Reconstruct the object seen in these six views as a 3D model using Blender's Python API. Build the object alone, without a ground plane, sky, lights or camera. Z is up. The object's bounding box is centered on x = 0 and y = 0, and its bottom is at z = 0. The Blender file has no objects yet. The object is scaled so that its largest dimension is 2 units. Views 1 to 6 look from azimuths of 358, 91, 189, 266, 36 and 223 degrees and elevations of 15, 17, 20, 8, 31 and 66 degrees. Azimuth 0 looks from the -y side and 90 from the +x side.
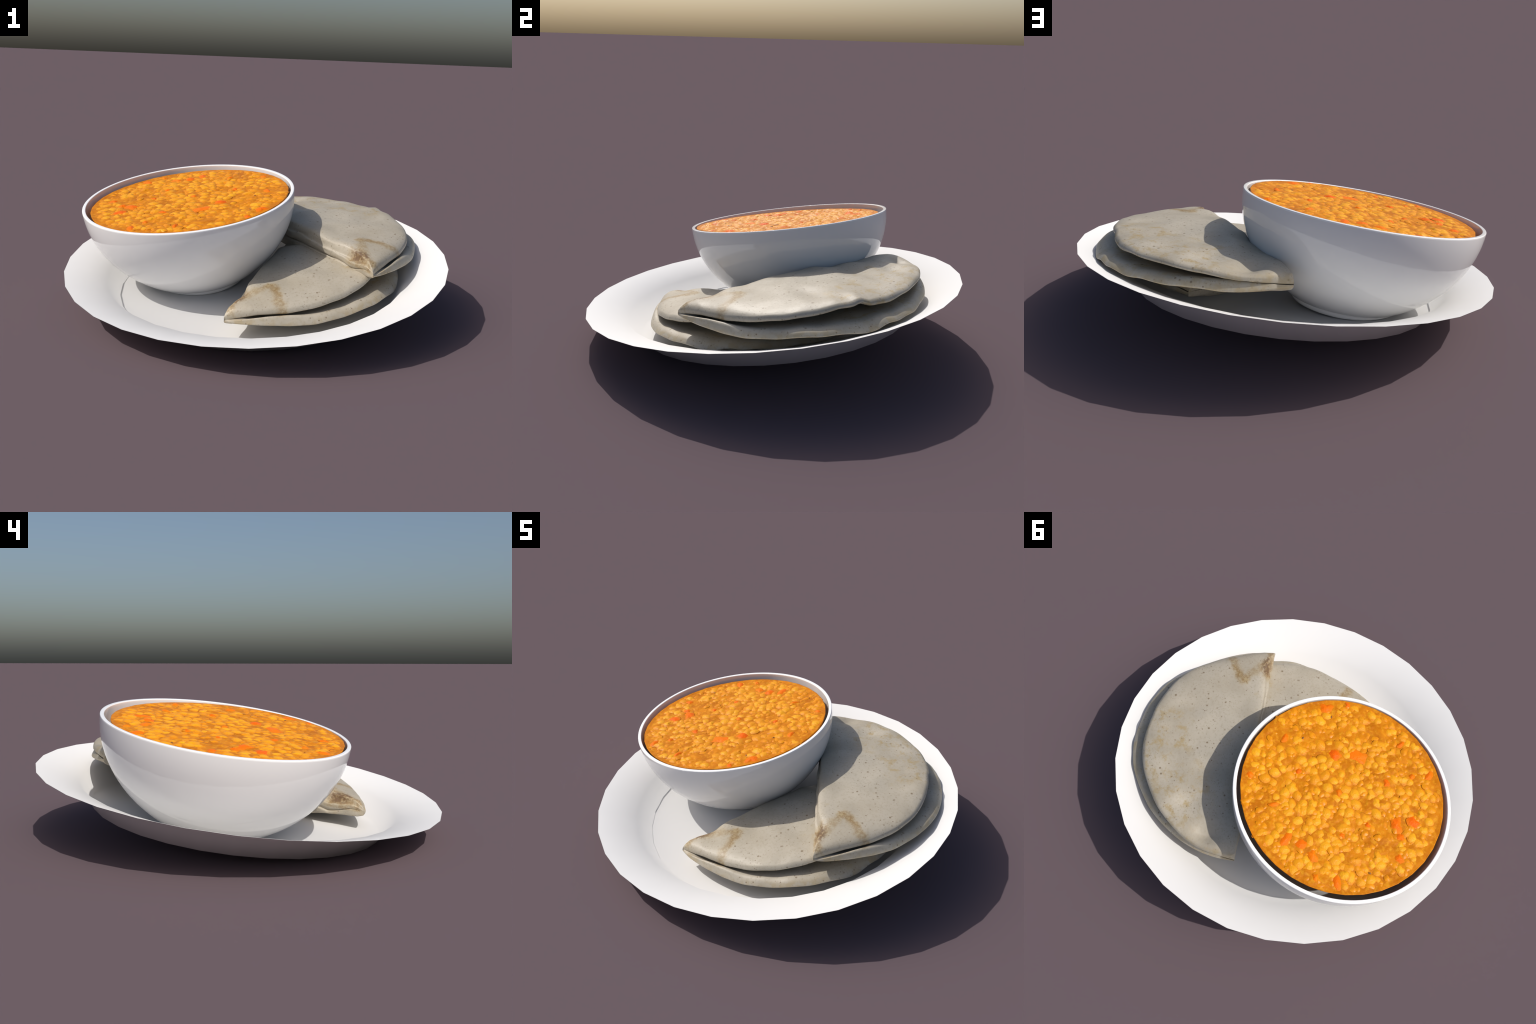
"""A white dinner plate, set down tilted, with a bowl of lentil dal and two
folded flatbreads.  Everything is built from profiles and rules in code."""
import bpy, bmesh, math, random
import numpy as np
from mathutils import Vector, Matrix, noise

random.seed(11)
RNG = np.random.default_rng(11)


# ------------------------------------------------------------------ helpers
def frame(origin, normal, hint=(1, 0, 0)):
    n = Vector(normal).normalized()
    x = Vector(hint)
    x = (x - n * x.dot(n)).normalized()
    y = n.cross(x)
    m = Matrix((x, y, n)).transposed().to_4x4()
    m.translation = Vector(origin)
    return m


def link(ob, parent=None):
    bpy.context.scene.collection.objects.link(ob)
    if parent is not None:
        ob.parent = parent
    return ob


def mesh_object(name, verts, faces, mat, smooth=True):
    me = bpy.data.meshes.new(name)
    me.from_pydata([tuple(v) for v in verts], [], faces)
    bm = bmesh.new()
    bm.from_mesh(me)
    bmesh.ops.recalc_face_normals(bm, faces=bm.faces)
    bm.to_mesh(me)
    bm.free()
    me.materials.append(mat)
    for p in me.polygons:
        p.use_smooth = smooth
    me.update()
    return bpy.data.objects.new(name, me)


def lathe(profile, n, phase=0.0, shear=(0, 0), close_start=True, close_end=True):
    """Revolve (r, z) points; r == 0 ends become single poles."""
    verts, faces, rings = [], [], []
    for r, z in profile:
        if r <= 1e-6:
            rings.append([len(verts)])
            verts.append((shear[0] * -z, shear[1] * -z, z))
        else:
            idx = []
            for k in range(n):
                a = phase + 2 * math.pi * k / n
                idx.append(len(verts))
                verts.append((r * math.cos(a) + shear[0] * -z,
                              r * math.sin(a) + shear[1] * -z, z))
            rings.append(idx)
    for A, B in zip(rings[:-1], rings[1:]):
        for k in range(n):
            k2 = (k + 1) % n
            if len(A) == 1 and len(B) == 1:
                continue
            if len(A) == 1:
                faces.append((A[0], B[k], B[k2]))
            elif len(B) == 1:
                faces.append((A[k], A[k2], B[0]))
            else:
                faces.append((A[k], A[k2], B[k2], B[k]))
    return verts, faces


def catmull(P, m, closed=True):
    """Centripetal-ish smooth curve through the rows of P, m samples per span."""
    P = np.asarray(P, float)
    n = len(P)
    out = []
    t = np.linspace(0, 1, m, endpoint=False)[:, None]
    for i in range(n if closed else n - 1):
        if closed:
            p0, p1, p2, p3 = P[i - 1], P[i], P[(i + 1) % n], P[(i + 2) % n]
        else:
            p0, p1, p2, p3 = P[max(i - 1, 0)], P[i], P[i + 1], P[min(i + 2, n - 1)]
        l = np.linalg.norm(p2 - p1)
        t1 = (p2 - p0) / 2
        t2 = (p3 - p1) / 2
        for tt in (t1, t2):                      # keep short spans from overshooting
            q = np.linalg.norm(tt)
            if q > 1.3 * l:
                tt *= 1.3 * l / (q + 1e-12)
        out.append((2*t**3-3*t**2+1)*p1 + (t**3-2*t**2+t)*t1 + (-2*t**3+3*t**2)*p2 + (t**3-t**2)*t2)
    if not closed:
        out.append(P[-1:])
    return np.concatenate(out)


def table(xs, ys):
    xs, ys = np.array(xs, float), np.array(ys, float)
    return lambda x: float(np.interp(x, xs, ys))


# ------------------------------------------------------------------ materials
class Nodes:
    def __init__(self, name):
        self.mat = bpy.data.materials.new(name)
        self.mat.use_nodes = True
        self.nt = self.mat.node_tree
        self.bsdf = self.nt.nodes["Principled BSDF"]
        self.tc = self.nt.nodes.new("ShaderNodeTexCoord")

    def new(self, kind, **kw):
        nd = self.nt.nodes.new(kind)
        for k, v in kw.items():
            setattr(nd, k, v)
        return nd

    def put(self, sock, val):
        if isinstance(val, bpy.types.NodeSocket):
            self.nt.links.new(val, sock)
        elif val is not None:
            sock.default_value = val

    def math(self, op, a, b=None, c=None, clamp=False):
        nd = self.new("ShaderNodeMath", operation=op, use_clamp=clamp)
        for i, v in enumerate((a, b, c)):
            self.put(nd.inputs[i], v)
        return nd.outputs[0]

    def noise(self, scale, detail=3, rough=0.55, vec=None, dist=0.0):
        nd = self.new("ShaderNodeTexNoise")
        self.put(nd.inputs["Vector"], vec or self.tc.outputs["Object"])
        nd.inputs["Scale"].default_value = scale
        nd.inputs["Detail"].default_value = detail
        nd.inputs["Roughness"].default_value = rough
        nd.inputs["Distortion"].default_value = dist
        return nd.outputs["Fac"]

    def voronoi(self, scale, vec=None, feature="F1", out="Distance", rand=1.0):
        nd = self.new("ShaderNodeTexVoronoi", feature=feature)
        self.put(nd.inputs["Vector"], vec or self.tc.outputs["Object"])
        nd.inputs["Scale"].default_value = scale
        nd.inputs["Randomness"].default_value = rand
        return nd.outputs[out]

    def remap(self, v, a, b, lo=0.0, hi=1.0):
        nd = self.new("ShaderNodeMapRange", clamp=True, interpolation_type="SMOOTHSTEP")
        self.put(nd.inputs[0], v)
        for i, x in enumerate((a, b, lo, hi)):
            nd.inputs[i + 1].default_value = x
        return nd.outputs[0]

    def mix(self, fac, a, b, blend="MIX"):
        nd = self.new("ShaderNodeMix", data_type="RGBA", blend_type=blend)
        self.put(nd.inputs[0], fac)
        for sock, v in ((nd.inputs[6], a), (nd.inputs[7], b)):
            self.put(sock, v if isinstance(v, bpy.types.NodeSocket) else (*v, 1.0))
        return nd.outputs[2]

    def bump(self, height, strength, dist):
        nd = self.new("ShaderNodeBump")
        nd.inputs["Strength"].default_value = strength
        nd.inputs["Distance"].default_value = dist
        self.put(nd.inputs["Height"], height)
        self.put(self.bsdf.inputs["Normal"], nd.outputs[0])

    def xyz(self):
        nd = self.new("ShaderNodeSeparateXYZ")
        self.put(nd.inputs[0], self.tc.outputs["Object"])
        return nd.outputs

    def set(self, **kw):
        for k, v in kw.items():
            self.put(self.bsdf.inputs[k.replace("_", " ")], v)


def mat_plate():
    m = Nodes("glazed_white_plate")
    g = m.noise(3.0, 2)
    m.set(Base_Color=m.mix(g, (0.80, 0.795, 0.785), (0.82, 0.815, 0.81)), Roughness=0.62)
    m.set(Specular_IOR_Level=0.15)
    return m.mat


def mat_bowl(name, lo, hi):
    m = Nodes(name)
    g = m.noise(4.0, 2)
    m.set(Base_Color=m.mix(g, lo, hi), Roughness=0.025, IOR=1.56)
    m.set(Specular_IOR_Level=0.5)
    return m.mat


def mat_bread():
    m = Nodes("baked_flatbread")
    co = m.tc.outputs["Object"]
    xs, y, z = m.xyz()
    x = m.math("MULTIPLY", xs, -1.0)            # mesh x runs against u

    def segment(ax, ay, bx, by):
        """distance in plan from a line segment"""
        dx, dy = bx - ax, by - ay
        l2 = dx * dx + dy * dy
        px = m.math("SUBTRACT", x, ax)
        py = m.math("SUBTRACT", y, ay)
        dot = m.math("ADD", m.math("MULTIPLY", px, dx / l2), m.math("MULTIPLY", py, dy / l2), clamp=True)
        qx = m.math("SUBTRACT", px, m.math("MULTIPLY", dot, dx))
        qy = m.math("SUBTRACT", py, m.math("MULTIPLY", dot, dy))
        return m.math("SQRT", m.math("ADD", m.math("MULTIPLY", qx, qx), m.math("MULTIPLY", qy, qy)))

    def spot(ax, ay, sx, sy):
        px = m.math("DIVIDE", m.math("SUBTRACT", x, ax), sx)
        py = m.math("DIVIDE", m.math("SUBTRACT", y, ay), sy)
        return m.math("SQRT", m.math("ADD", m.math("MULTIPLY", px, px), m.math("MULTIPLY", py, py)))

    fine = m.noise(70, 5, 0.65)
    mid = m.noise(16, 4, 0.6)
    big = m.noise(4.5, 3, 0.5)
    upside = m.remap(z, -0.005, 0.01)

    base = m.mix(m.remap(big, 0.35, 0.65), BREAD_A, BREAD_B)
    base = m.mix(m.math("MULTIPLY", m.remap(fine, 0.46, 0.72), 0.5), base, BREAD_C)

    # yellowish toasted blotches: denser near the far half of the arc
    zone = m.math("MINIMUM", spot(0.10, 0.50, 0.26, 0.16), spot(0.36, 0.34, 0.20, 0.16))
    zone = m.remap(zone, 1.35, 0.5)
    blotch = m.remap(m.math("ADD", mid, m.math("MULTIPLY", m.noise(55, 5, 0.75), 0.6)), 0.78, 1.0)
    faint = m.remap(m.noise(11, 4, 0.6), 0.64, 0.76)
    tan = m.math("MAXIMUM", m.math("MULTIPLY", blotch, zone), m.math("MULTIPLY", faint, 0.35))
    rimd = m.math("SQRT", m.math("ADD", m.math("POWER", m.math("DIVIDE", x, 0.657), 2.0),
                              m.math("POWER", m.math("DIVIDE", y, 0.676), 2.0)))
    rim = m.math("MULTIPLY", m.remap(rimd, 0.945, 0.99), m.remap(m.noise(22, 3), 0.38, 0.62))
    tan = m.math("MAXIMUM", m.math("MULTIPLY", tan, 0.7), m.math("MULTIPLY", rim, 0.45))
    base = m.mix(tan, base, TAN)

    # warm rim at the edges of both layers
    # scorched triangle near one end of the fold
    d = m.math("MINIMUM", segment(-0.545, 0.030, -0.385, 0.150), segment(-0.385, 0.150, -0.545, 0.245))
    d = m.math("MINIMUM", d, segment(-0.61, 0.02, -0.46, 0.022))
    wob = m.math("MULTIPLY", m.math("SUBTRACT", m.noise(26, 5, 0.75), 0.5), 0.075)
    dw = m.math("ADD", d, wob)
    swell = m.remap(m.noise(9, 3), 0.34, 0.62)               # the mark thickens and dies away
    halo = m.math("MULTIPLY", m.math("MULTIPLY", m.remap(dw, 0.045, 0.005), 0.85), m.math("ADD", m.math("MULTIPLY", swell, 0.6), 0.4))
    base = m.mix(m.math("MULTIPLY", halo, upside), base, TAN)
    grains = m.remap(m.noise(70, 5, 0.8), 0.43, 0.55)
    scorch = m.math("MULTIPLY", m.math("MULTIPLY", m.remap(dw, 0.036, 0.010), grains), m.math("ADD", m.math("MULTIPLY", swell, 0.6), 0.4))
    base = m.mix(m.math("MULTIPLY", m.math("MULTIPLY", scorch, upside), 0.9), base, SCORCH)
    core = m.remap(m.math("ADD", spot(-0.520, 0.035, 0.085, 0.032), m.math("MULTIPLY", wob, 9.0)), 1.1, 0.4)
    core = m.math("MULTIPLY", m.math("MULTIPLY", core, upside), m.remap(m.noise(48, 4, 0.7), 0.38, 0.55))
    base = m.mix(m.math("MULTIPLY", core, 0.85), base, SCORCH_D)

    # freckles
    for scale, size, amt in ((22, 0.17, 0.9), (40, 0.20, 0.85), (75, 0.24, 0.5)):
        v = m.new("ShaderNodeTexVoronoi")
        m.put(v.inputs["Vector"], co)
        v.inputs["Scale"].default_value = scale
        keep = m.new("ShaderNodeSeparateColor")
        m.put(keep.inputs[0], v.outputs["Color"])
        dots = m.math("MULTIPLY", m.remap(v.outputs["Distance"], size, size * 0.45),
                      m.math("GREATER_THAN", keep.outputs[0], 0.46))
        where = m.remap(m.noise(5, 2), 0.34, 0.54)
        base = m.mix(m.math("MULTIPLY", m.math("MULTIPLY", dots, where), amt), base, FRECKLE)
    m.set(Base_Color=base, Roughness=0.5)
    m.set(Specular_IOR_Level=0.55)
    h = m.math("ADD", m.math("MULTIPLY", fine, 0.5), m.math("MULTIPLY", m.noise(28, 4), 0.8))
    m.bump(h, 0.25, 0.005)
    return m.mat


def mat_sauce():
    m = Nodes("dal_sauce")
    a = m.noise(9, 4, 0.6)
    b = m.noise(38, 4, 0.6)
    c = m.mix(m.remap(a, 0.3, 0.7), SAUCE_A, SAUCE_B)
    c = m.mix(m.math("MULTIPLY", m.remap(b, 0.45, 0.7), 0.6), c, SAUCE_C)
    m.set(Base_Color=c, Roughness=0.45, Specular_IOR_Level=0.12)
    m.bump(m.math("ADD", m.noise(60, 3), m.math("MULTIPLY", m.noise(25, 3), 1.5)), 0.3, 0.006)
    return m.mat


def soft_piece(name, lo, hi, edge, speck, gloss):
    """A cooked piece sitting in the sauce: its colour deepens toward the outline."""
    m = Nodes(name)
    r = m.new("ShaderNodeObjectInfo").outputs["Random"]
    x, y, _ = m.xyz()
    d = m.math("SQRT", m.math("ADD", m.math("MULTIPLY", x, x), m.math("MULTIPLY", y, y)))
    d = m.math("ADD", d, m.math("MULTIPLY", m.math("SUBTRACT", m.noise(2.6, 4, 0.65), 0.5), 0.5))
    c = m.mix(r, lo, hi)
    c = m.mix(m.math("MULTIPLY", m.remap(m.noise(3.5, 4), 0.45, 0.75), 0.4), c, speck)
    c = m.mix(m.remap(d, 0.48, 0.98), c, edge)
    m.set(Base_Color=c, Roughness=0.36, Specular_IOR_Level=gloss)
    m.bump(m.noise(5.0, 4), 0.2, 0.10)
    return m.mat


def mat_lentil():
    return soft_piece("cooked_lentil", LENTIL_A, LENTIL_B, SAUCE_B, SAUCE_C, 0.25)


def mat_carrot():
    return soft_piece("diced_carrot", CARROT_A, CARROT_B, SAUCE_D, CARROT_B, 0.12)


def mat_bits():
    m = Nodes("broken_lentils")
    c = m.mix(m.remap(m.noise(30, 4, 0.6), 0.35, 0.65), SAUCE_B, LENTIL_A)
    m.set(Base_Color=c, Roughness=0.38, Specular_IOR_Level=0.22)
    m.bump(m.noise(70, 3), 0.2, 0.005)
    return m.mat


def mat_spice():
    m = Nodes("brown_spice")
    m.set(Base_Color=m.mix(m.noise(60), (0.20, 0.07, 0.01), (0.32, 0.13, 0.02)), Roughness=0.5)
    return m.mat


BREAD_A, BREAD_B, BREAD_C = (0.405, 0.358, 0.278), (0.470, 0.422, 0.338), (0.345, 0.290, 0.208)
TAN = (0.37, 0.265, 0.105)
SCORCH, SCORCH_D = (0.225, 0.130, 0.048), (0.13, 0.070, 0.033)
FRECKLE = (0.20, 0.145, 0.085)
SAUCE_A, SAUCE_B, SAUCE_C = (0.47, 0.135, 0.002), (0.67, 0.220, 0.004), (0.80, 0.36, 0.018)
SAUCE_D = (0.74, 0.19, 0.004)
LENTIL_A, LENTIL_B = (0.80, 0.290, 0.004), (0.91, 0.405, 0.010)
CARROT_A, CARROT_B = (0.88, 0.130, 0.002), (0.93, 0.22, 0.004)

M_PLATE, M_BREAD = mat_plate(), mat_bread()
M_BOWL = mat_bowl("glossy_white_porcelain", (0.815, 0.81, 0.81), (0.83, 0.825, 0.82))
M_LIP = mat_bowl("brighter_white_lip", (0.93, 0.93, 0.93), (0.95, 0.95, 0.95))
M_SAUCE, M_LENTIL, M_CARROT, M_SPICE = mat_sauce(), mat_lentil(), mat_carrot(), mat_spice()
M_BITS = mat_bits()

# ------------------------------------------------------------------ plate
PLATE = frame((0.0103, 0.0199, 0.0965), (-0.0593, -0.1182, 0.9912))
THICK = 0.0025
# (radius, height, tilt of the shading normal towards the axis, degrees)
SECTION = [(0.0, 0.0, 0), (0.36, 0.0, 12), (0.7290, 0.0, 24), (0.7305, 0.0045, 25),
           (0.7990, 0.0995, 36), (0.90, 0.1320, 25), (1.0035, 0.1665, 15)]
under = [(r, z) for r, z, _ in SECTION]
upper = [(r - (0.001 if z > 0.01 else 0.0), z + THICK * (0.6 if r > 1 else 1)) for r, z, _ in SECTION][::-1]
v, f = lathe(under + upper, 32, math.radians(8.25))
plate = mesh_object("dinner_plate", v, f, M_PLATE)
tilt = table([q[0] for q in SECTION], [q[2] for q in SECTION])
normals = []
for i, p in enumerate(v):
    r = math.hypot(p[0], p[1])
    a = math.radians(tilt(r))
    ux, uy = (p[0] / r, p[1] / r) if r > 1e-6 else (0, 0)
    nn = Vector((-ux * math.sin(a), -uy * math.sin(a), math.cos(a)))
    normals.append(nn if i >= len(v) // 2 else -nn)
plate.data.normals_split_custom_set_from_vertices(normals)
plate.matrix_world = PLATE
plate["label"] = "wide white faceted dinner plate with a raised sloping rim"
plate["category"] = "dinner plate"
link(plate)

# ------------------------------------------------------------------ bowl of dal
BOWL = frame((-0.366, 0.0789, 0.5633), (-0.1251, -0.1336, 0.9831))
R, D, P1, P2 = 0.5637, 0.5278, 1.9913, 1.7538


def body_r(h):
    return R * (1 - min(h / D, 1.0) ** P1) ** (1 / P2)


bowl_root = bpy.data.objects.new("bowl_of_dal", None)
bowl_root.empty_display_size = 0.2
link(bowl_root)
bowl_root.matrix_world = BOWL
bowl_root["label"] = "glossy white round bowl filled with orange lentil dal"
bowl_root["category"] = "bowl of dal"

prof = []
for h in np.linspace(0.004, 0.448, 44):
    prof.append((body_r(h), -h))
prof += [(0.2560, -0.4535), (0.2535, -0.4570), (0.2545, -0.4600), (0.2480, -0.4740), (0.2400, -0.4790),
         (0.2250, -0.4800), (0.12, -0.4800), (0.0, -0.4800)]
prof = prof[::-1]
# rounded lip, then down the inside
LIP = 0.0185
for a in np.linspace(0, math.pi / 2, 5):
    prof.append((R - 0.0035 + 0.0035 * math.cos(a), 0.0040 * math.sin(a)))
for a in np.linspace(math.pi / 2, math.pi, 5):
    prof.append((R - LIP + 0.0035 + 0.0035 * math.cos(a), 0.0040 * math.sin(a)))
for h in np.linspace(0.01, 0.43, 30):
    prof.append((body_r(h * 1.04) - LIP - 0.004 * h, -h))
prof += [(0.15, -0.452), (0.0, -0.455)]
v, f = lathe(prof, 128, 0.0, shear=(0.0, 0.0))
# gentle lean of the lower body, and the foot comes to rest on the plate floor
to_plate = PLATE.inverted() @ BOWL
back = to_plate.inverted()
vv = []
for p in v:
    h = -p[2]
    q = Vector((p[0] - 0.0148 * max(h, 0) * -1.0, p[1] + 0.0054 * max(h, 0) * -1.0, p[2]))
    w = to_plate @ q
    if w.z < THICK + 0.001:
        w.z = THICK + 0.001
        q = back @ w
    vv.append(q)
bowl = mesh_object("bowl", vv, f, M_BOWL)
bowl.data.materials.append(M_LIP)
for p in bowl.data.polygons:                     # lip faces take the brighter white
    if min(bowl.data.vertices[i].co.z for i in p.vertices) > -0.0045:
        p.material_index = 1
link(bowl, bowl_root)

# dal -- its surface is not quite level with the rim
DAL = BOWL.inverted() @ frame((-0.3587, 0.0702, 0.554), (-0.1397, -0.1155, 0.9834))
RD = 0.5275


def dal_height(x, y):
    p = Vector((x * 21, y * 21, 3.1))
    d = noise.voronoi(p)[0]
    lump = max(0.0, 1 - (d[0] / 0.62) ** 2)
    p2 = Vector((x * 46, y * 46, 9.7))
    d2 = noise.voronoi(p2)[0]
    lump2 = max(0.0, 1 - (d2[0] / 0.6) ** 2)
    return (0.0030 * lump + 0.0012 * lump2 + 0.0040 * noise.noise(Vector((x * 7, y * 7, 0)))
            - 0.0035)


verts, faces, rings = [], [], []
NA, NR = 288, 120
for j in range(NR):
    r = RD * (j / (NR - 1)) ** 0.75 if j else 0.0
    if j == 0:
        rings.append([0])
        verts.append((0, 0, dal_height(0, 0)))
        continue
    ids = []
    for k in range(NA):
        a = 2 * math.pi * k / NA
        seg = 2 * math.pi / 36
        poly = math.cos(seg / 2) / math.cos((a % seg) - seg / 2)      # slightly faceted outline
        rr = r * (1 + (poly - 1) * (j / NR) ** 6)
        x, y = rr * math.cos(a), rr * math.sin(a)
        ids.append(len(verts))
        verts.append((x, y, dal_height(x, y) * min(1, (RD - r) / 0.03 + 0.25)))
    rings.append(ids)
for r, z in ((RD - 0.004, -0.012), (RD - 0.02, -0.05), (RD - 0.06, -0.10)):
    ids = []
    for k in range(NA):
        a = 2 * math.pi * k / NA
        ids.append(len(verts))
        verts.append((r * math.cos(a), r * math.sin(a), z))
    rings.append(ids)
ids = [len(verts)]
verts.append((0, 0, -0.10))
rings.append(ids)
for A, B in zip(rings[:-1], rings[1:]):
    for k in range(NA):
        k2 = (k + 1) % NA
        if len(A) == 1:
            faces.append((A[0], B[k], B[k2]))
        elif len(B) == 1:
            faces.append((A[k], B[0], A[k2]))
        else:
            faces.append((A[k], B[k], B[k2], A[k2]))
dal = mesh_object("dal", verts, faces, M_SAUCE)
link(dal, bowl_root)
dal.matrix_local = DAL


def pebble(seed, sub, flat, rough, box=0.0):
    bm = bmesh.new()
    bmesh.ops.create_icosphere(bm, subdivisions=sub, radius=1.0)
    off = Vector((seed * 7.3, seed * 3.1, seed * 1.7))
    for vtx in bm.verts:
        c = vtx.co.copy()
        if box:
            m = max(abs(c.x), abs(c.y), abs(c.z))
            c = c.lerp(c / m * 0.85, box)
        c *= 1 + rough * noise.noise(vtx.co * 1.6 + off) + rough * 0.4 * noise.noise(vtx.co * 4 + off)
        c.z *= flat
        vtx.co = c
    return bm


def pebble_mesh(name, seed, sub, flat, rough, mat, box=0.0):
    bm = pebble(seed, sub, flat, rough, box)
    me = bpy.data.meshes.new(name)
    bm.to_mesh(me)
    bm.free()
    for p in me.polygons:
        p.use_smooth = True
    me.materials.append(mat)
    return me


def soft_lump(seed, rough, rings=9, segs=22):
    """Unit lens: a bell-shaped top whose skirt dips under the sauce, flat below."""
    bm = bmesh.new()
    top = bm.verts.new((0, 0, 1.0))
    loops = []
    for j in range(1, rings + 1):
        r = j / rings
        row = []
        for k in range(segs):
            a = 2 * math.pi * k / segs
            c, sn = math.cos(a), math.sin(a)
            lobe = 1 + rough * noise.noise(Vector((c * 1.2 + seed * 3.7, sn * 1.2, seed * 1.9)))
            bell = (1 - r * r) ** 1.6
            bell += 0.25 * rough * noise.noise(Vector((c * r * 2.2, sn * r * 2.2, seed * 5.1))) * (1 - r)
            row.append(bm.verts.new((c * r * lobe, sn * r * lobe, bell - 0.22 * r * r)))
        loops.append(row)
    loops.append([bm.verts.new((q.co.x * 0.7, q.co.y * 0.7, -0.5)) for q in loops[-1]])
    bot = bm.verts.new((0, 0, -0.5))
    for k in range(segs):
        k2 = (k + 1) % segs
        bm.faces.new((top, loops[0][k], loops[0][k2]))
        for A, B in zip(loops[:-1], loops[1:]):
            bm.faces.new((A[k], B[k], B[k2], A[k2]))
        bm.faces.new((loops[-1][k], bot, loops[-1][k2]))
    bm.verts.index_update()
    return bm


def soft_mesh(name, seed, rough, mat):
    bm = soft_lump(seed, rough)
    me = bpy.data.meshes.new(name)
    bm.to_mesh(me)
    bm.free()
    for p in me.polygons:
        p.use_smooth = True
    me.materials.append(mat)
    return me


CARROTS = [(0.37, -0.304, 0.036), (0.412, -0.013, 0.024), (0.169, -0.126, 0.034), (0.077, -0.202, 0.044),
           (-0.13, -0.2, 0.026), (-0.268, -0.394, 0.028), (-0.205, -0.325, 0.016), (-0.307, -0.055, 0.038),
           (-0.364, -0.132, 0.034), (0.048, 0.399, 0.034), (-0.023, 0.365, 0.036), (-0.1, 0.364, 0.032),
           (-0.422, 0.072, 0.024), (-0.269, 0.384, 0.032), (0.404, 0.267, 0.022), (-0.137, 0.184, 0.018), (-0.20, 0.05, 0.018), (0.21, 0.30, 0.020), (0.02, 0.02, 0.016),
           (-0.36, -0.02, 0.022), (0.30, -0.40, 0.018), (-0.05, -0.43, 0.020), (0.24, 0.08, 0.016), (-0.18, 0.44, 0.020)]
carrot_meshes = [soft_mesh("carrot_piece", k, 0.55, M_CARROT) for k in (1, 2, 3, 4)]
for i, (x, y, size) in enumerate(CARROTS):
    ob = bpy.data.objects.new("carrot_piece", carrot_meshes[i % 4])
    link(ob, dal)
    ob.location = (x, y, dal_height(x, y) * 0.6 - 0.0010)
    ob.scale = (size * random.uniform(1.15, 1.5), size * random.uniform(0.85, 1.05), random.uniform(0.0060, 0.0080))
    ob.rotation_euler = (random.uniform(-.05, .05), random.uniform(-.05, .05), random.uniform(0, 6.28))

lentil_meshes = [soft_mesh("lentil", k, r_, M_LENTIL)
                 for k, r_ in ((11, 0.15), (12, 0.3), (13, 0.5), (14, 0.1), (15, 0.8), (16, 0.4))]
placed, tries = [], 0
while len(placed) < 260 and tries < 20000:
    tries += 1
    a, r = random.uniform(0, 6.2832), (RD - 0.036) * math.sqrt(random.random())
    x, y = r * math.cos(a), r * math.sin(a)
    if noise.noise(Vector((x * 5.5, y * 5.5, 5))) < -0.18:
        continue
    size = random.triangular(0.0190, 0.0420, 0.027)
    if any((x - q[0]) ** 2 + (y - q[1]) ** 2 < (0.50 * (size + q[2])) ** 2 for q in placed):
        continue
    if any((x - q[0]) ** 2 + (y - q[1]) ** 2 < (0.65 * (size + q[2])) ** 2 for q in CARROTS):
        continue
    placed.append((x, y, size))
for x, y, size in placed:
    ob = bpy.data.objects.new("lentil", lentil_meshes[random.randrange(6)])
    link(ob, dal)
    ob.location = (x, y, dal_height(x, y) * 0.7 - 0.0014)
    ob.scale = (size * random.uniform(0.9, 1.25), size * random.uniform(0.85, 1.05), size * random.uniform(0.16, 0.24))
    ob.rotation_euler = (random.uniform(-.04, .04), random.uniform(-.04, .04), random.uniform(0, 6.28))

# small broken lentils: one joined mass
bm = bmesh.new()
tmpl = [soft_lump(k, 0.4, 5, 12) for k in (21, 22, 23)]
for i in range(560):
    a, r = random.uniform(0, 6.2832), (RD - 0.022) * math.sqrt(random.random())
    x, y = r * math.cos(a), r * math.sin(a)
    size = random.uniform(0.010, 0.022)
    t = tmpl[i % 3]
    mtx = (Matrix.Translation((x, y, dal_height(x, y) - 0.0010))
           @ Matrix.Rotation(random.uniform(0, 6.28), 4, "Z")
           @ Matrix.Diagonal((size * random.uniform(0.9, 1.7), size, size * random.uniform(0.17, 0.26), 1)))
    nv = [bm.verts.new(mtx @ q.co) for q in t.verts]
    for fc in t.faces:
        bm.faces.new([nv[q.index] for q in fc.verts])
for t in tmpl:
    t.free()
me = bpy.data.meshes.new("lentil_bits")
bm.to_mesh(me)
bm.free()
for p in me.polygons:
    p.use_smooth = True
me.materials.append(M_BITS)
bits = bpy.data.objects.new("lentil_bits", me)
bits["kind"] = "stuff"
link(bits, dal)

spice_me = pebble_mesh("spice_seed", 31, 2, 0.6, 0.2, M_SPICE)
for x, y in ((0.318, -0.285), (0.345, -0.08), (-0.36, 0.235), (0.0, -0.02)):
    ob = bpy.data.objects.new("spice_seed", spice_me)
    link(ob, dal)
    ob.location = (x, y, dal_height(x, y) + 0.001)
    ob.scale = (0.008, 0.0045, 0.004)
    ob.rotation_euler = (0, 0, random.uniform(0, 6))

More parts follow.
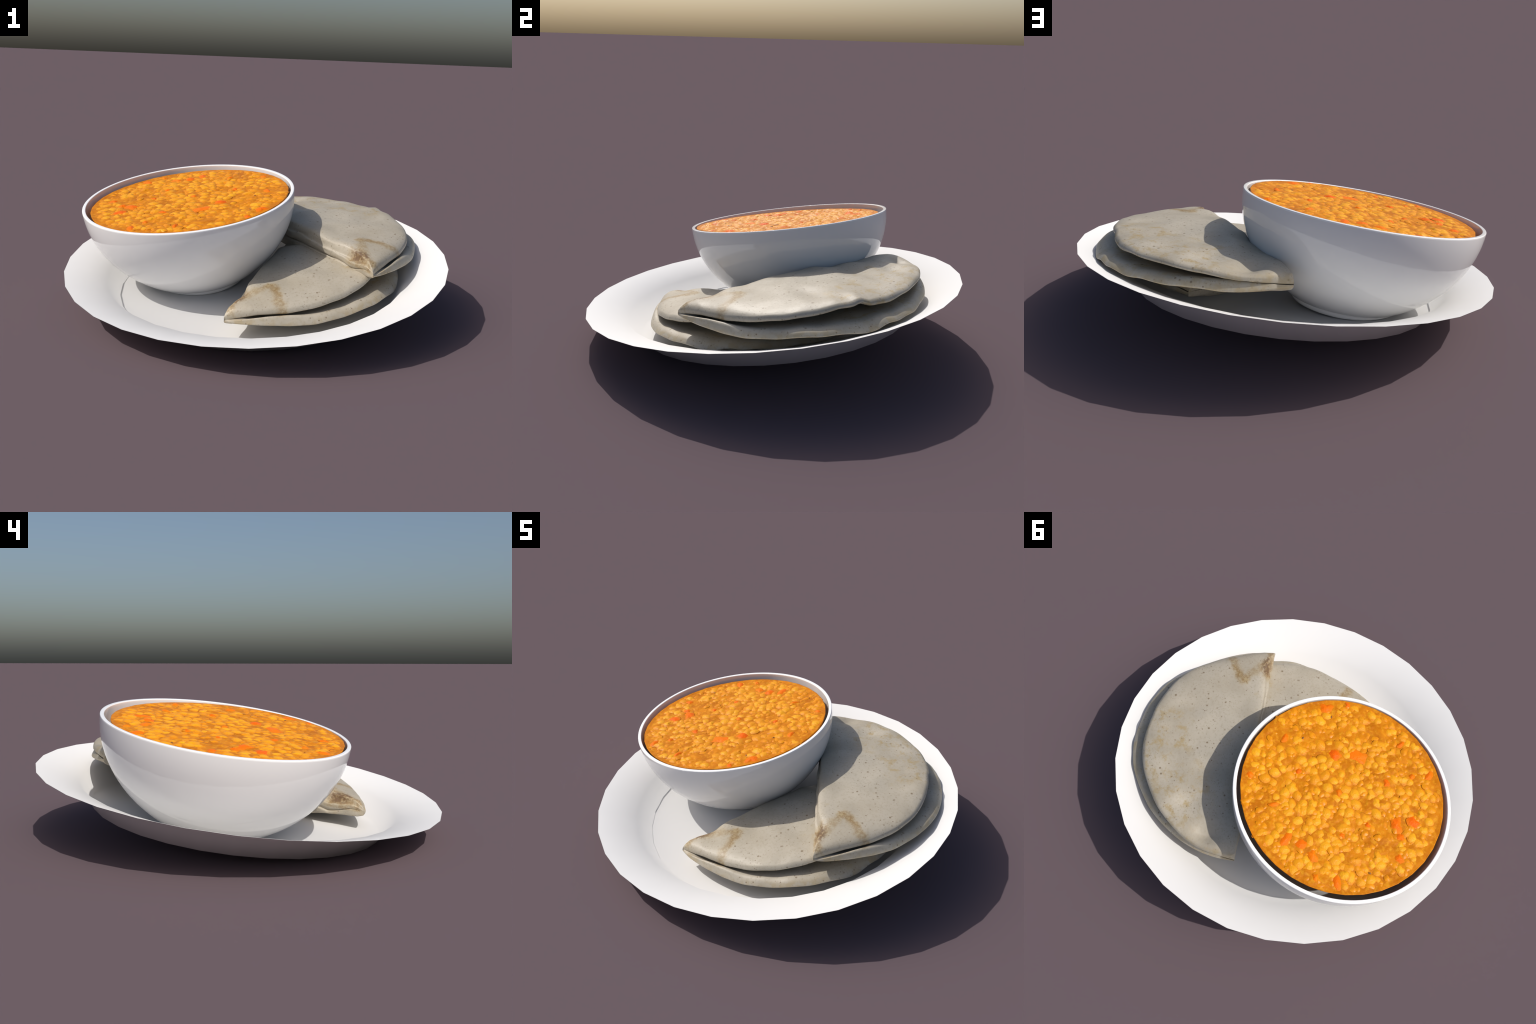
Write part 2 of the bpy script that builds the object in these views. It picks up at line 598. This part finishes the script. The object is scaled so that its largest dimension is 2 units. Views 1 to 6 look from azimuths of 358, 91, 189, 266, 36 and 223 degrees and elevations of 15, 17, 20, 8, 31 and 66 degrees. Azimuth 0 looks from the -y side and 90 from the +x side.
# ------------------------------------------------------------------ flatbread
# Bread frame: u along the fold, v outward from the fold, w up.
ARC_UP = [(-.648, 0.0), (-.634, .045), (-.606, .128), (-.550, .256), (-.514, .322), (-.437, .428), (-.334, .512), (-.220, .562),
          (-.107, .590), (0.0, .600), (.020, .606), (.130, .602), (.265, .561), (.420, .470), (.500, .397), (.575, .304),
          (.622, .205), (.643, .120), (.652, 0.0)]
ARC_LO = [(-.652, -.004), (-.650, .050), (-.641, .100), (-.619, .180), (-.570, .298), (-.510, .402), (-.418, .508), (-.332, .582),
          (-.216, .637), (-.085, .668), (.015, .675), (.120, .663), (.230, .629), (.370, .545), (.470, .460),
          (.562, .340), (.622, .215), (.650, .100), (.656, 0.0)]
TOP = table([-.655, -.635, -.6, -.55, -.47, -.4, -.25, -.1, .0, .1, .17, .28, .385, .47, .54, .58, .6, .63, .655],
            [.010, .030, .052, .062, .066, .071, .079, .085, .086, .084, .066, .068, .054, .060, .056, .053, .050, .042, .008])
BOT = table([-.655, -.64, -.61, -.54, -.45, -.38, -.3, 0, .26, .39, .455, .58, .64, .655],
            [-.006, -.014, -.027, -.038, -.050, -.070, -.086, -.092, -.090, -.088, -.078, -.042, -.024, -.006])
SEAM = table([-.655, -.63, -.575, -.52, -.465, -.42, -.3, 0, .3, .45, .55, .63, .655],
             [.004, .011, .009, -.010, -.022, -.016, -.012, -.015, -.018, -.016, -.006, -.002, .0])
EDGE_UP = table([-1, -.93, -.83, -.7, -.6, -.45, -.3, -.15, 0, .15, .3, .5, .7, .85, 1],
                [.005, .010, .014, .007, .009, .014, .018, .030, .018, .012, .013, .014, .010, .006, .003])
EDGE_LO = table([-1, -.92, -.83, -.7, -.58, -.45, -.3, -.15, 0, .15, .3, .5, .7, .85, .94, 1],
                [-.002, -.012, -.024, -.038, -.052, -.060, -.056, -.060, -.066, -.064, -.064, -.056, -.044, -.028, -.014, -.003])


def arclen_param(pts):
    c = catmull(pts, 12, closed=False)
    s = np.concatenate([[0], np.cumsum(np.linalg.norm(np.diff(c, axis=0), axis=1))])
    s = s / s[-1] * 2 - 1
    return lambda t: np.array([np.interp(t, s, c[:, 0]), np.interp(t, s, c[:, 1])])


UP, LO = arclen_param(ARC_UP), arclen_param(ARC_LO)
FOLD_END = 13                                   # control points that make up the fold's outside


def section(t):
    """Closed loop of control points (u, v, w) for one ray out from the fold."""
    uf = 0.650 * math.copysign(abs(t) ** 0.97, t)
    F = np.array([uf, 0.0])
    a, b = UP(t), LO(t)
    da, db = a - F, b - F
    La, Lb = np.linalg.norm(da), np.linalg.norm(db)
    na, nb = da / (La + 1e-9), db / (Lb + 1e-9)
    k = min(1.0, Lb / 0.30)
    ka = min(1.0, La / 0.30)
    H, B, C = TOP(uf), BOT(uf), SEAM(uf)
    H += 0.007 * noise.noise(Vector((uf * 8.5, 3.3, 0))) * min(1, ka * 2)
    H = max(H, C + 0.006)
    eu, el = EDGE_UP(t), EDGE_LO(t)
    wig = 0.006 * noise.noise(Vector((uf * 16, 1.3, 0))) * k
    P = []

    def put(n_, d, w):
        q = F + n_ * d
        P.append((q[0], q[1], w))

    # fold, from the belly up its outside to the top
    put(nb, 0.100 * k, B)
    put(nb, 0.038 * k, B + 0.06 * (C - B))
    put(nb, (0.010 + wig) * k, B + 0.34 * (C - B))
    put(nb, (0.004 + wig) * k, C - 0.013 * k)
    put(nb, (0.006 + wig) * k, C - 0.004 * k)
    put(nb, (0.015 + wig) * k, C + 0.000)
    put(na, (0.008 - wig) * ka, C + 0.005 * ka)
    lip = 0.50 + 0.10 * noise.noise(Vector((uf * 9, 7.7, 0)))
    g = max(0.0, 1 - abs(uf + 0.52) / 0.17) 
    g = 0.026 * min(1.0, 1.5 * g) + 0.006 * (1 if uf < 0.3 else -1)         # the crown of the fold leans back near the tips
    put(na, (0.000 - wig) * ka, C + 0.20 * (H - C))
    put(na, (-0.001 - wig) * ka, C + (lip - 0.06) * (H - C))
    put(na, (0.005 - wig * .5 + 0.45 * g) * ka, C + (lip + 0.02) * (H - C))
    put(na, (0.006 + wig * .5 + g) * ka, C + 0.75 * (H - C))
    put(na, (0.016 + g) * ka, C + 0.93 * (H - C))
    put(na, (0.045 + g) * ka, H)
    # top of the upper layer, rolling over at its edge
    r0 = (0.045 + g) * ka / (La + 1e-9)
    for x in (0.25, 0.38, 0.50, 0.60, 0.70, 0.79, 0.86, 0.915, 0.955, 0.982):
        x2 = r0 + (1 - r0) * (x - 0.12) / 0.88
        put(na, La * x2, eu + 0.011 * ka + (H - eu - 0.011 * ka) * (1 - x2 ** 3.3) ** 0.48)
    put(na, La, eu + 0.011 * ka)
    put(na, La * 0.992, eu + 0.001)
    put(na, La * 0.955, eu - 0.002)
    # its underside, back to the inside of the fold
    for x in (0.82, 0.6, 0.4):
        put(na, La * x, eu * x + (C + 0.010 * ka) * (1 - x) + 0.002)
    put(na, 0.075 * ka, C + 0.004 * ka)
    put(nb, 0.070 * k, C)
    # lower layer: upper face, raised rolled rim, underside
    top_in = min(C - 0.004 * k, eu - 0.010 * k)
    for x in (0.35, 0.55, 0.74):
        put(nb, Lb * x, top_in + (el + 0.032 * k - top_in) * x ** 3 - 0.002 * k)
    th = 0.036 + 0.018 * max(0.0, abs(t) - 0.5) / 0.5
    th = min(th * k, eu - 0.004 - el)
    put(nb, Lb * 0.865, el + th)
    put(nb, Lb * 0.925, el + th * 0.94)
    put(nb, Lb * 0.968, el + 0.024 * k)
    put(nb, Lb * 0.992, el + 0.011 * k)
    put(nb, Lb, el + 0.002)
    put(nb, Lb * 0.985, el - 0.002)
    for x in (0.90, 0.72, 0.52):
        put(nb, Lb * x, el + (B - el) * (1 - x) ** 0.55 * 0.98)
    return P


NS, MS = 150, 5
ts = np.sin(np.linspace(-math.pi / 2, math.pi / 2, NS + 2)[1:-1] * 0.985) * 0.998
loops, part_of = [], None
for t in ts:
    ctrl = np.array(section(t))
    c = catmull(ctrl, MS)
    loops.append(c)
nloop = len(loops[0])
nctrl = nloop // MS
V = np.concatenate(loops)
i_in = 13 + 10 + 3 + 3 + 1                       # first control point of the lower layer


def part_index(j):
    q = (j // MS)
    if q < FOLD_END - 1:
        return 0
    return 1 if q < i_in else 2


# broad dents and swells of the upper layer: u, v, height, spread in u and v
SWELLS = [(.12, .43, -.016, .07, .17), (.41, .29, -.015, .07, .08), (.58, .16, -.012, .05, .06),
          (.24, .13, .024, .13, .055), (-.16, .40, -.008, .06, .07), (-.16, .33, -.009, .26, .17), (.57, .17, -.020, .075, .085),
          (.01, .59, -.008, .06, .05), (.40, .29, -.005, .07, .08)]
# rumpled dough: soft lumps shared by both layers, dents, a pinched notch in the upper edge
for i in range(len(V)):
    u, vv_, w = V[i]
    amp = min(1.0, max(0.0, (0.66 - abs(u)) / 0.10))
    p = Vector((u * 4.2, vv_ * 4.2, 0.7))
    dz = 0.0060 * noise.noise(p) + 0.0035 * noise.noise(p * 2.6)
    top = 1.0 if w > 0.012 else 0.0
    if top:
        for cu, cv, h, su, sv in SWELLS:
            dz += h * math.exp(-((u - cu) / su) ** 2 - ((vv_ - cv) / sv) ** 2)
    notch = math.exp(-((u + 0.015) / 0.032) ** 2) * max(0.0, (vv_ - 0.47) / 0.13)
    if vv_ < 0.612 and w > -0.012:
        dz += 0.019 * min(1.0, notch)
    # fine folds running along the outer side of the fold
    side = math.exp(-(vv_ / 0.03) ** 2)
    V[i, 1] += side * amp * 0.0045 * noise.noise(Vector((u * 14, w * 38, 2.2)))
    V[i, 2] = w + dz * amp
    if w < -0.012:                               # wavy rim of the lower layer
        edge = max(0.0, (vv_ ** 2 + (u * .95) ** 2) ** .5 - 0.5) / 0.17
        V[i, 2] += amp * min(1, edge) * (0.009 * noise.noise(Vector((u * 11, 4.4, 0)))
                                      - 0.012 * math.exp(-((u + 0.06) / 0.07) ** 2))

faces, fpart = [], []
for i in range(NS - 1):
    for j in range(nloop):
        j2 = (j + 1) % nloop
        faces.append((i * nloop + j, i * nloop + j2, (i + 1) * nloop + j2, (i + 1) * nloop + j))
        fpart.append(part_index(j))
for i in (0, NS - 1):                            # close the two tips
    c = V[i * nloop:(i + 1) * nloop].mean(0)
    c[0] += 0.003 * (1 if i else -1)
    V = np.vstack([V, c])
    ci = len(V) - 1
    for j in range(nloop):
        faces.append((i * nloop + j, i * nloop + (j + 1) % nloop, ci))
        fpart.append(part_index(j))

V[:, 0] *= -1.0                                  # right-handed mesh axes: x = -u
whole = bpy.data.meshes.new("whole_bread")
whole.from_pydata([tuple(q) for q in V], [], faces)
bm = bmesh.new()
bm.from_mesh(whole)
bmesh.ops.recalc_face_normals(bm, faces=bm.faces)
bm.faces.ensure_lookup_table()
bm.normal_update()
vn = [q.normal.copy() for q in bm.verts]
oriented = [[q.index for q in fc.verts] for fc in bm.faces]
bm.free()
bpy.data.meshes.remove(whole)

part_meshes = {}
for pi, nm in enumerate(("fold", "upper_layer", "lower_layer")):
    fs = [fc for fc, q in zip(oriented, fpart) if q == pi]
    used = sorted({q for fc in fs for q in fc})
    remap = {q: i for i, q in enumerate(used)}
    me = bpy.data.meshes.new(nm)
    me.from_pydata([tuple(V[q]) for q in used], [], [[remap[q] for q in fc] for fc in fs])
    for p in me.polygons:
        p.use_smooth = True
    me.materials.append(M_BREAD)
    me.normals_split_custom_set_from_vertices([vn[q] for q in used])
    part_meshes[nm] = me


def bread(pose, label):
    root = bpy.data.objects.new("folded_flatbread", None)
    root.empty_display_size = 0.2
    root["label"] = label
    root["category"] = "flatbread"
    link(root)
    root.matrix_world = PLATE @ pose
    for nm, me in part_meshes.items():
        link(bpy.data.objects.new(nm, me), root)
    return root


def pose(ux, vx, wx, mid):
    m = Matrix(([-q for q in ux], vx, wx)).transposed().to_4x4()
    m.translation = Vector(mid)
    return m


bread(pose((0.3691, 0.9294, 0.0006), (0.9259, -0.3678, 0.0863), (-0.0804, 0.0313, 0.9963), (0.0777, -0.0099, 0.098)),
      "pale folded round flatbread with toasted brown marks, underneath")
bread(pose((-0.5266, 0.8501, -0.001), (0.8501, 0.5266, 0.0), (-0.0005, 0.0009, 1.0), (0.2113, 0.121, 0.2233)),
      "pale folded round flatbread with toasted brown marks, resting on top")
